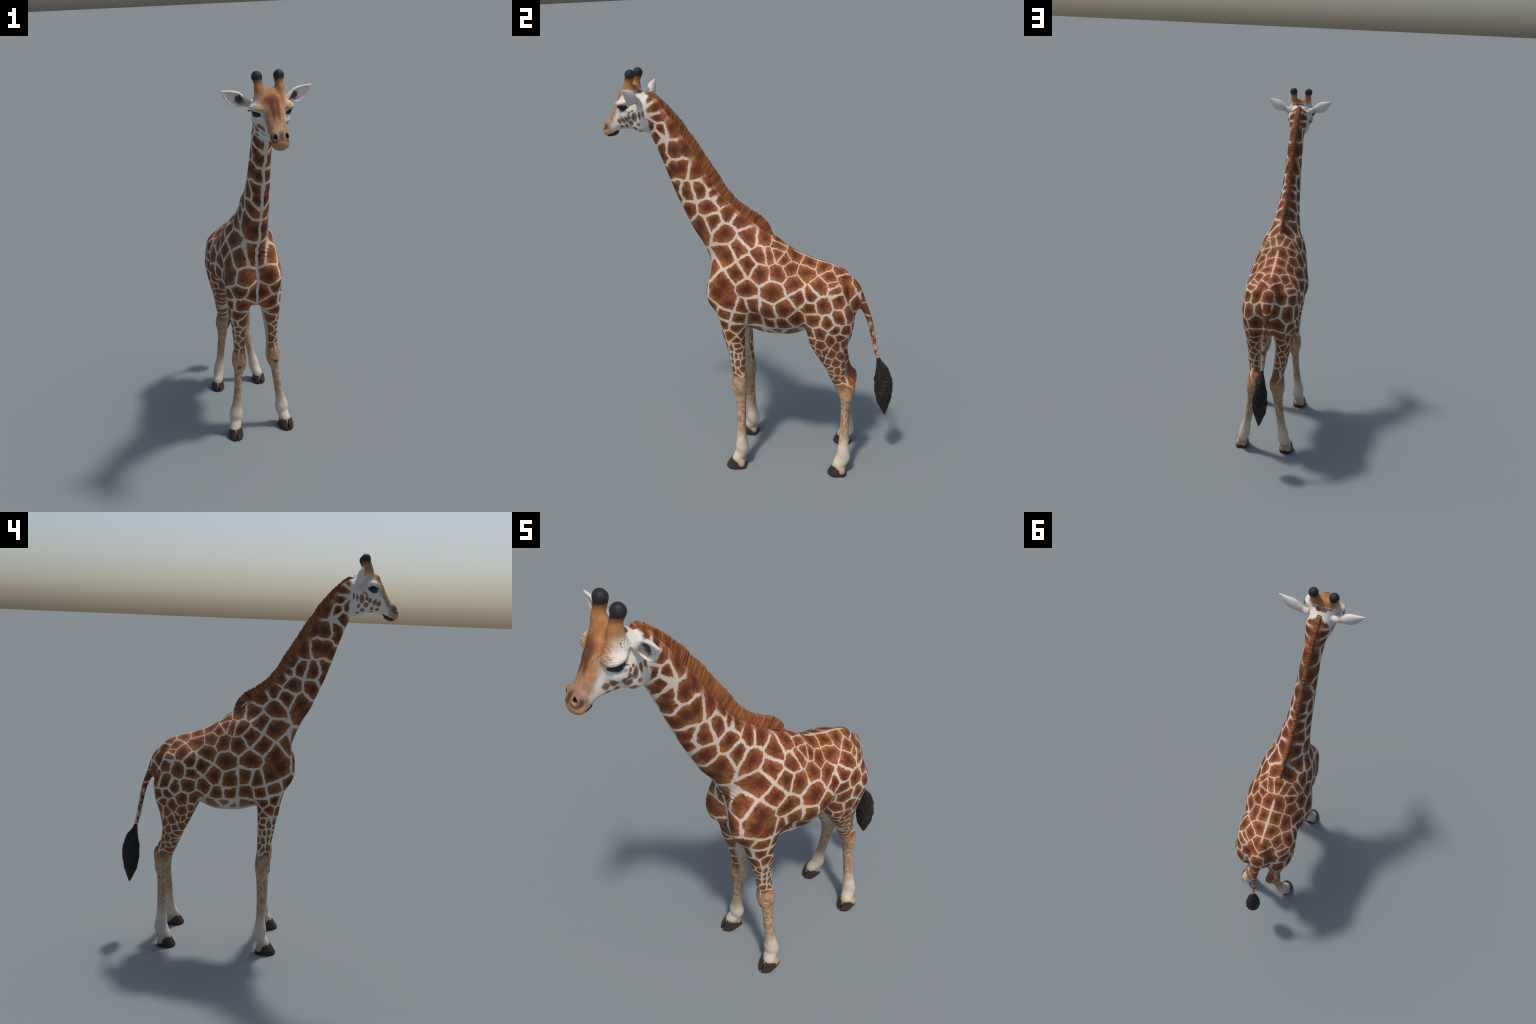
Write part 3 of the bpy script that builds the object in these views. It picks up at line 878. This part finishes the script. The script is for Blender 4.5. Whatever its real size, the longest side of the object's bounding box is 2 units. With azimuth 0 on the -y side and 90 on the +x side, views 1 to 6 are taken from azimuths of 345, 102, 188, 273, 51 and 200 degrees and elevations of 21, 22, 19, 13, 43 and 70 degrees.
    tuft = ramp(dist(Q, (0.117, -0.468, 1.889)) + (noise(q, 85, 2) - 0.5) * 0.030, 0.024, 0.014) * ramp(x, 0.088, 0.096) * ramp(ny, -0.25, -0.45) * ramp(y, -0.482, -0.476)
    c = mix(tuft * 0.93, c, (0.018, 0.014, 0.012))
    eartan = ramp(dist(Q, (0.092, -0.468, 1.875)), 0.026, 0.012) * ramp(x, 0.074, 0.084)
    c = mix(eartan * 0.35, c, (0.42, 0.27, 0.16))
    knob = ramp(z + n1 * 0.008, 1.9620, 1.9675) * ramp(x, 0.006, 0.012)
    c = mix(knob, c, mix(noise(xyz(x, y, z * 0.2), 420, 2), (0.008, 0.008, 0.008), (0.035, 0.033, 0.032)))
    hair = noise(Q, 520, 2)
    grooves = noise(xyz(x, y, z * 0.12), 330, 2)
    c = mix(hair * 0.14, c, mix(0.5, c, (0.10, 0.06, 0.035)))
    return M.finish(c, hair * 0.4 + grooves * knob * 1.2, 0.0010, 0.4, rough=0.70 - knob * 0.15)

def tail_material():
    M = Mat('giraffe_tail', 0.72)
    x, y, z, Q = M.x, M.y, M.z, M.Q
    base = mix(ramp(noise(Q, 40, 2), 0.35, 0.65) * 0.6 + 0.2, CREAM, (0.52, 0.29, 0.14))
    n1 = noise(Q, 60, 2) - 0.5
    patch = colour_ramp(noise(Q, 30, 3, 0.6) * 1.1, PATCH)
    def ring(at, half): return ramp(S.op('ABSOLUTE', z + (y - 0.55) * 0.3 + n1 * 0.014 - at), half * 1.3, half * 0.7)
    top = fmax(fmax(ring(0.902, 0.004), ring(0.838, 0.005)), ring(0.955, 0.004))
    low = ramp(noise(xyz(x, y, z * 0.8), 62, 2) + ramp(z, 0.80, 0.62) * 0.06, 0.47, 0.56)
    gaps = fmax(top, low * ramp(z, 0.815, 0.79))
    c = mix(gaps, patch, base)
    hair = noise(xyz(x, y, z * 0.25), 420, 2)
    c = mix(hair * 0.16, c, mix(0.5, c, (0.10, 0.045, 0.02)))
    return M.finish(c, hair, 0.0008, 0.35)

def mane_material(fit):
    """Hair strands follow the locks: 'fit' is a cubic in y, z that counts along the mane."""
    M = Mat('mane_hair', 0.62)
    y, z = M.y, M.z
    pw = {(1, 0): y, (0, 1): z, (2, 0): y * y, (1, 1): y * z, (0, 2): z * z}
    pw[(3, 0)], pw[(2, 1)], pw[(1, 2)], pw[(0, 3)] = pw[(2, 0)] * y, pw[(2, 0)] * z, pw[(0, 2)] * y, pw[(0, 2)] * z
    s = None
    for k, cf in fit.items():
        term = cf if k == (0, 0) else pw[k] * cf
        s = term if s is None else s + term
    strand = noise(xyz(s * 1.0, M.x * 0.12, z * 0.02), 330, 3, 0.65)
    broad = noise(M.Q, 24, 3)
    t = (strand - 0.5) * 1.7 + (broad - 0.5) * 0.5 + 0.50
    c = colour_ramp(t, [(0.15, (0.070, 0.020, 0.009)), (0.40, (0.175, 0.055, 0.0175)), (0.62, (0.320, 0.115, 0.035)), (0.90, (0.44, 0.19, 0.07))])
    return M.finish(c, strand, 0.0015, 0.6)

def hoof_material():
    M = Mat('hoof_horn', 0.42)
    g = noise(xyz(M.x, M.y, M.z * 3.0), 90, 3)
    c = mix(g, (0.020, 0.014, 0.012), (0.070, 0.048, 0.037))
    c = mix(ramp(M.z, 0.014, 0.0) * 0.5, c, (0.03, 0.024, 0.02))
    return M.finish(c, g, 0.0008, 0.4)

def tuft_material():
    M = Mat('tuft_hair', 0.55)
    g = noise(xyz(M.x, M.y, M.z * 0.15), 210, 3)
    c = mix(g, (0.007, 0.006, 0.006), (0.050, 0.036, 0.032))
    return M.finish(c, g, 0.0015, 0.6)

def dark_material(name, c, rough):
    M = Mat(name, rough)
    M.b.inputs['Specular IOR Level'].default_value = 0.5
    g = noise(M.Q, 120, 2)
    return M.finish(mix(g, c, tuple(v * 1.8 for v in c)))

# patches too long for one centre: several centres share one patch
LONG_PATCHES = [
    [(0.124, -0.120, 1.033), (0.133, -0.154, 0.984), (0.144, -0.094, 0.937)],
    [(0.117, 0.412, 1.040), (0.128, 0.424, 0.968)],
    [(0.042, 0.447, 1.044), (0.074, 0.464, 0.983)],
    [(0.043, -0.328, 1.640), (0.034, -0.274, 1.650)],
    [(0.041, -0.407, 1.705), (0.030, -0.414, 1.680)],
    [(0.036, -0.394, 1.650), (0.026, -0.394, 1.611)],
    [(0.045, -0.337, 1.556), (0.027, -0.368, 1.532), (0.046, -0.300, 1.560)],
    [(0.033, -0.342, 1.464), (0.022, -0.334, 1.412)],
    [(0.058, -0.225, 1.284), (0.024, -0.262, 1.245)]]
inside = lambda c: any(sum((a - b) ** 2 for a, b in zip(c, m)) < 0.0008 for g in LONG_PATCHES for m in g)
SINGLE = [c for c in NECK_PATCHES + TORSO_PATCHES + FORELIMB_PATCHES + HINDLIMB_PATCHES if not inside(c)]
ALL_PATCHES = [[c] for c in SINGLE] + LONG_PATCHES
def coat_for(name, verts):
    """The coat shader restricted to the patch centres that matter near these vertices."""
    v = np.abs(verts[::17] * np.array((1, 0, 0))) + verts[::17] * np.array((0, 1, 1))
    keep = [g for g in ALL_PATCHES if min(np.min(((v - np.array(c)) ** 2).sum(1)) for c in g) < 0.05 ** 2]
    return coat_material(name, keep)

MAT = {
    'head': face_material(),
    'tail': tail_material(),
    'hoof': hoof_material(),
    'eye': dark_material('eye_gloss', (0.006, 0.005, 0.006), 0.06),
    'lash': dark_material('lash_hair', (0.010, 0.009, 0.009), 0.45),
    'tuft': tuft_material(),
}

# ------------------------------------------------------------------ build the skin and part it
root = bpy.data.objects.new('giraffe', None)
COL.objects.link(root)
root['label'] = 'young reticulated giraffe standing, brown patches with cream net'
root['category'] = 'giraffe'

V, NRM, Q = build_skin()
CEN = V[Q].mean(1)
REG = region_of(CEN)
left = CEN[:, 0] >= 0

def part(name, mask, mat, parent):
    q = Q[mask]
    used, inv = np.unique(q, return_inverse=True)
    return new_object(name, V[used], inv.reshape(q.shape), mat, parent, NRM[used])

for nm in ('torso', 'neck', 'forelimb', 'hindlimb'):
    MAT[nm] = coat_for('coat_' + nm, V[Q[REG == nm].ravel()])
torso = part('torso', REG == 'torso', MAT['torso'], root)
neck = part('neck', REG == 'neck', MAT['neck'], root)
head = part('head', REG == 'head', MAT['head'], root)
tail = part('tail', REG == 'tail', MAT['tail'], root)
LIMB = {}
for nm in ('forelimb', 'hindlimb'):
    for s in (True, False):
        LIMB[nm, s] = part(nm, (REG == nm) & (left == s), MAT[nm], root)
for s in (True, False):
    part('ear', (REG == 'ear') & (left == s), MAT['head'], head)
    part('horn', (REG == 'horn') & (left == s), MAT['head'], head)

# ------------------------------------------------------------------ eyes and lashes
def uv_ball(c, r, nu=40, nv=24, axis=(1, 0, 0)):
    ax = nrm(np.array(axis, float))
    e1 = nrm(np.cross(ax, (0, 0, 1)))
    e2 = np.cross(ax, e1)
    v = [np.array(c) + ax * r]
    for j in range(1, nv):
        th = math.pi * j / nv
        for i in range(nu):
            ph = 2 * math.pi * i / nu
            v.append(np.array(c) + r * (math.cos(th) * ax + math.sin(th) * (math.cos(ph) * e1 + math.sin(ph) * e2)))
    v.append(np.array(c) - ax * r)
    f = []
    for i in range(nu):
        f.append((0, 1 + i, 1 + (i + 1) % nu))
    for j in range(nv - 2):
        for i in range(nu):
            a = 1 + j * nu
            f.append((a + i, a + nu + i, a + nu + (i + 1) % nu, a + (i + 1) % nu))
    a = 1 + (nv - 2) * nu
    for i in range(nu):
        f.append((len(v) - 1, a + (i + 1) % nu, a + i))
    return np.array(v), f

def strands(curves, sides=6):
    """Tapered tubes; curves: list of (points, radii)."""
    vs, fs = [], []
    for pts, rad in curves:
        pts = np.array(pts, float)
        T = nrm(np.gradient(pts, axis=0))
        ref = np.array((0.3, 0.5, 0.81))
        A = nrm(np.cross(T, ref))
        Bv = np.cross(T, A)
        o = len(vs)
        for k in range(len(pts)):
            for i in range(sides):
                a = 2 * math.pi * i / sides
                vs.append(pts[k] + rad[k] * (math.cos(a) * A[k] + math.sin(a) * Bv[k]))
        for k in range(len(pts) - 1):
            for i in range(sides):
                a, b = o + k * sides + i, o + k * sides + (i + 1) % sides
                fs.append((a, b, b + sides, a + sides))
        fs.append(tuple(o + i for i in range(sides))[::-1])
        fs.append(tuple(o + (len(pts) - 1) * sides + i for i in range(sides)))
    return np.array(vs), fs

UPPER_LID = catmull([(0.0620, -0.5600, 1.8350), (0.0735, -0.5560, 1.8430), (0.0830, -0.5460, 1.8490),
                     (0.0880, -0.5320, 1.8500), (0.0880, -0.5200, 1.8455)], 6)
for s in (1, -1):
    m = np.array((s, 1, 1))
    v, f = uv_ball(EYE_C * m, EYE_R, axis=(s, -0.25, 0.0))
    eye = new_object('eye', v, f, MAT['eye'], head)
    cur = []
    lid_r = 0.0022 * np.sin(np.linspace(0.35, math.pi - 0.2, len(UPPER_LID)))
    cur.append((UPPER_LID * m, lid_r))
    rr = random.Random(3)
    for k in range(3, len(UPPER_LID)):
        for rep in range(2):
            p = UPPER_LID[k] + np.array((rr.uniform(-1, 1), rr.uniform(-1, 1), 0)) * 0.001
            out = nrm(p - (EYE_C + np.array((0, 0, 0.004))))
            L = rr.uniform(0.007, 0.011)
            pts = [p, p + out * L * 0.5 + np.array((0, 0, -0.0012)), p + out * L + np.array((0, 0.0005, 0.0012))]
            cur.append((np.array(pts) * m, [0.0009, 0.0007, 0.0002]))
    v, f = strands(cur)
    ob = new_object('eyelash', v, f, MAT['lash'], head)
    ob['kind'] = 'stuff'

# ------------------------------------------------------------------ mane
MANE_TOP = catmull([(-0.452, 1.894), (-0.428, 1.898), (-0.385, 1.868), (-0.342, 1.823), (-0.300, 1.773),
                    (-0.265, 1.721), (-0.232, 1.673), (-0.200, 1.619), (-0.164, 1.558), (-0.132, 1.508),
                    (-0.108, 1.465), (-0.087, 1.436), (-0.070, 1.412), (-0.038, 1.384), (0.000, 1.356),
                    (0.038, 1.335), (0.068, 1.305), (0.090, 1.277), (0.104, 1.234)], 20)
MANE_BASE = catmull([(-0.450, 1.875), (-0.420, 1.852), (-0.385, 1.818), (-0.345, 1.770), (-0.300, 1.705),
                     (-0.265, 1.640), (-0.225, 1.565), (-0.185, 1.497), (-0.145, 1.435), (-0.100, 1.380),
                     (-0.055, 1.340), (-0.010, 1.306), (0.040, 1.275), (0.075, 1.246), (0.098, 1.222)], 20)
def by_length(c, n):
    s = np.concatenate([[0], np.cumsum(np.linalg.norm(np.diff(c, axis=0), axis=1))])
    t = np.linspace(0, s[-1], n)
    return np.stack([np.interp(t, s, c[:, k]) for k in range(c.shape[1])], 1)
def build_mane():
    n = 1500
    top, base = by_length(MANE_TOP, n), by_length(MANE_BASE, n)
    t = np.linspace(0, 1, n)
    step = np.interp(t, np.linspace(0, 1, 60), 0.75 + 0.5 * RNG.random(60))
    phase = np.cumsum(step) * (2 * math.pi * 165 / n)
    rib = 1 - 2 * np.abs(np.sin(phase / 2)) ** 0.6                # narrow grooves, round locks
    depth = np.interp(t, np.linspace(0, 1, 220), 0.55 + 0.45 * RNG.random(220))
    jag = np.interp(t, np.linspace(0, 1, 260), RNG.normal(0, 0.0016, 260))
    jag += np.interp(t, np.linspace(0, 1, 30), RNG.normal(0, 0.0015, 30))
    thick = np.interp(t, [0, 0.08, 0.4, 0.8, 1], [0.0122, 0.0118, 0.0098, 0.0088, 0.0060])
    prof = [(1.02, 0), (1.04, .10), (1.04, .2), (1.03, .3), (1.0, .4), (.98, .5), (.96, .6), (.93, .7), (.90, .79), (.84, .87), (.74, .93), (.56, .975), (.30, .995)]
    ring = prof + [(0, 1.0)] + [(-w, h) for w, h in prof[::-1]]
    W = np.array([w for w, h in ring]); H = np.array([h for w, h in ring])
    D = top - base
    L = np.linalg.norm(D, axis=1, keepdims=True)
    D = D / L
    amp = -(rib * depth)[:, None] * smooth01(H * 2.2)[None]       # grooves where rib is +1
    # each lock bends a little so the grooves are not dead straight
    side = np.stack([D[:, 1], -D[:, 0]], 1)
    bend = 0.0030 * np.sin(H * 3.0)[None] + 0.0012 * np.sin(9 * t * 6.28 + 0.6)[:, None] * H[None]
    r = L * H[None] + jag[:, None] * H[None] ** 3 + 0.0010 * amp * (H > 0.85)[None]
    Y = base[:, :1] + D[:, :1] * r + side[:, :1] * bend
    Z = base[:, 1:] + D[:, 1:] * r + side[:, 1:] * bend
    X = W[None] * thick[:, None] + np.sign(W)[None] * 0.0016 * amp
    vs = np.stack([X, Y, Z], -1).reshape(-1, 3)
    k = len(ring)
    i, j = np.meshgrid(np.arange(n - 1), np.arange(k - 1), indexing='ij')
    a = (i * k + j).ravel()
    f = [tuple(q) for q in np.stack([a, a + 1, a + k + 1, a + k], 1)]
    f.append(tuple(range(k))[::-1])
    f.append(tuple((n - 1) * k + q for q in range(k)))
    # cubic that counts distance along the mane, so the shader's strands run with the locks
    yy = np.concatenate([base[::10, 0], top[::10, 0]]); zz = np.concatenate([base[::10, 1], top[::10, 1]])
    keys = [(i, j) for i in range(4) for j in range(4 - i)]
    A = np.stack([yy ** i * zz ** j for i, j in keys], 1)
    co = np.linalg.lstsq(A, np.concatenate([t[::10], t[::10]]) * 0.95, rcond=None)[0]
    ob = new_object('mane', vs, f, mane_material(dict(zip(keys, co))), neck)
    ob['kind'] = 'stuff'
build_mane()

# ------------------------------------------------------------------ tail tuft
def build_tuft():
    axis = by_length(catmull([(0, 0.5985, 0.612), (0, 0.606, 0.585), (0, 0.6195, 0.548), (0, 0.6255, 0.49), (0, 0.6285, 0.42),
                              (0, 0.6290, 0.36), (0, 0.633, 0.315), (0, 0.6365, 0.286)], 16), 260)
    n, m = len(axis), 300
    t = np.linspace(0, 1, n)[:, None]
    a = np.linspace(0, 2 * math.pi, m, endpoint=False)[None]
    ry = np.interp(t, [0, .08, .20, .38, .58, .76, .90, .96, 1], [.0085, .0125, .0275, .0425, .0425, .034, .0165, .0085, .001])
    rx = np.interp(t, [0, .08, .20, .38, .58, .76, .90, .96, 1], [.0075, .011, .0225, .0345, .0405, .033, .0160, .0085, .001])
    k = np.ones(9) / 9
    ry = np.convolve(np.pad(ry[:, 0], 4, mode='edge'), k, 'valid')[:, None]
    rx = np.convolve(np.pad(rx[:, 0], 4, mode='edge'), k, 'valid')[:, None]
    # long locks that wander, split and overlap
    aw = a + 0.16 * np.sin(7 * t + 2 * a) + 0.07 * np.sin(19 * t + 5 * a) + 0.03 * np.sin(47 * t + 11 * a)
    lock = lambda f, ph: 1 - np.abs(np.sin(aw * f / 2 + ph)) ** 0.6
    rid = 0.9 * lock(13, 1.2 * np.sin(4 * t + a)) + 0.7 * lock(29, 2.2 * np.sin(6 * t + 2 * a)) + 0.4 * lock(61, 1.5 * np.sin(15 * t))
    lump = np.sin(t * 26 + 3 * np.sin(aw * 5)) + 0.6 * np.sin(t * 61 + 4 * np.sin(aw * 9 + 1))
    g = 1 - (0.105 * (rid - 0.5) - 0.028 * lump) * smooth01(t * 7) * (1 - 0.4 * smooth01((t - 0.9) / 0.1))
    X = axis[:, 0:1] + rx * g * np.cos(a)
    Y = axis[:, 1:2] + ry * g * np.sin(a)
    Z = np.broadcast_to(axis[:, 2:3] - 0.004 * rid * smooth01(t * 3), X.shape)
    vs = np.stack([X, Y, Z], -1).reshape(-1, 3)
    i, j = np.meshgrid(np.arange(n - 1), np.arange(m), indexing='ij')
    q = i * m + j
    q2 = i * m + (j + 1) % m
    f = [tuple(v) for v in np.stack([q, q + m, q2 + m, q2], -1).reshape(-1, 4)]
    f.append(tuple(range(m)))
    f.append(tuple((n - 1) * m + v for v in range(m))[::-1])
    ob = new_object('tail_tuft', vs, f, MAT['tuft'], tail)
    ob['kind'] = 'stuff'
build_tuft()

# ------------------------------------------------------------------ cloven hooves
def claw(toe, heel, half, outer, turn, sx):
    """One claw: rings from the ground to the slanting coronet."""
    L = heel - toe
    n_out, n_in, rows = 22, 12, 9
    out = []
    for a in np.linspace(0, 1, n_out):                      # outer wall, heel to toe
        w = half * (0.80 + 0.22 * math.sin(min(a / 0.6, 1) * math.pi / 2)) if a < 0.6 else half * 1.02 * math.cos((a - 0.6) / 0.4 * math.pi / 2 * 0.93) ** 0.62
        w *= math.sqrt(min(1.0, 0.30 + a / 0.14))
        out.append((a, w))
    inn = [(a, 0.0022 + 0.0022 * a) for a in np.linspace(1, 0, n_in)]
    ring = out + inn
    vs = []
    for r in range(rows):
        k = r / (rows - 1)
        for a, w in ring:
            zc = 0.0105 + 0.041 * smooth01((a - 0.05) / 0.80)
            shrink = k * (0.30 * a - 0.0 * (1 - a))
            aa = a - shrink * 1.0 + 0.04 * k * (1 - a)
            ww = w * (1 - 0.13 * k * (w > 0.008)) * (1 + 0.05 * math.sin(k * math.pi))
            base_in = 0.0018 * (1 if r == 0 else 0)
            ww -= base_in * (w > 0.008)
            aa -= base_in / L * (a > 0.9)
            vs.append((ww * outer, heel - aa * L, 0.0005 + k * zc))
    n = len(ring)
    f = [(r * n + i, r * n + (i + 1) % n, (r + 1) * n + (i + 1) % n, (r + 1) * n + i) for r in range(rows - 1) for i in range(n)]
    f.append(tuple(range(n))[::-1])
    f.append(tuple((rows - 1) * n + i for i in range(n)))
    if outer < 0:
        f = [q[::-1] for q in f]
    return vs, f

def hoof(cx, toe, heel, half, turn, sign, parent):
    vs, fs = [], []
    for outer in (1, -1):
        v, f = claw(toe, heel, half, outer, turn, sign)
        fs += [tuple(i + len(vs) for i in q) for q in f]
        vs += v
    v = np.array(vs)
    cy = (toe + heel) / 2
    c, s = math.cos(turn), math.sin(turn)
    y = v[:, 1] - cy
    x = v[:, 0]
    v = np.stack([cx + c * x - s * y, cy + s * x + c * y, v[:, 2]], 1)
    v[:, 0] *= sign
    if sign < 0:
        fs = [q[::-1] for q in fs]
    new_object('hoof', v, fs, MAT['hoof'], parent)

for sgn in (1, -1):
    hoof(0.1465, -0.168, -0.059, 0.0395, 0.10, sgn, LIMB['forelimb', sgn > 0])
    hoof(0.1325, 0.357, 0.456, 0.0380, 0.08, sgn, LIMB['hindlimb', sgn > 0])
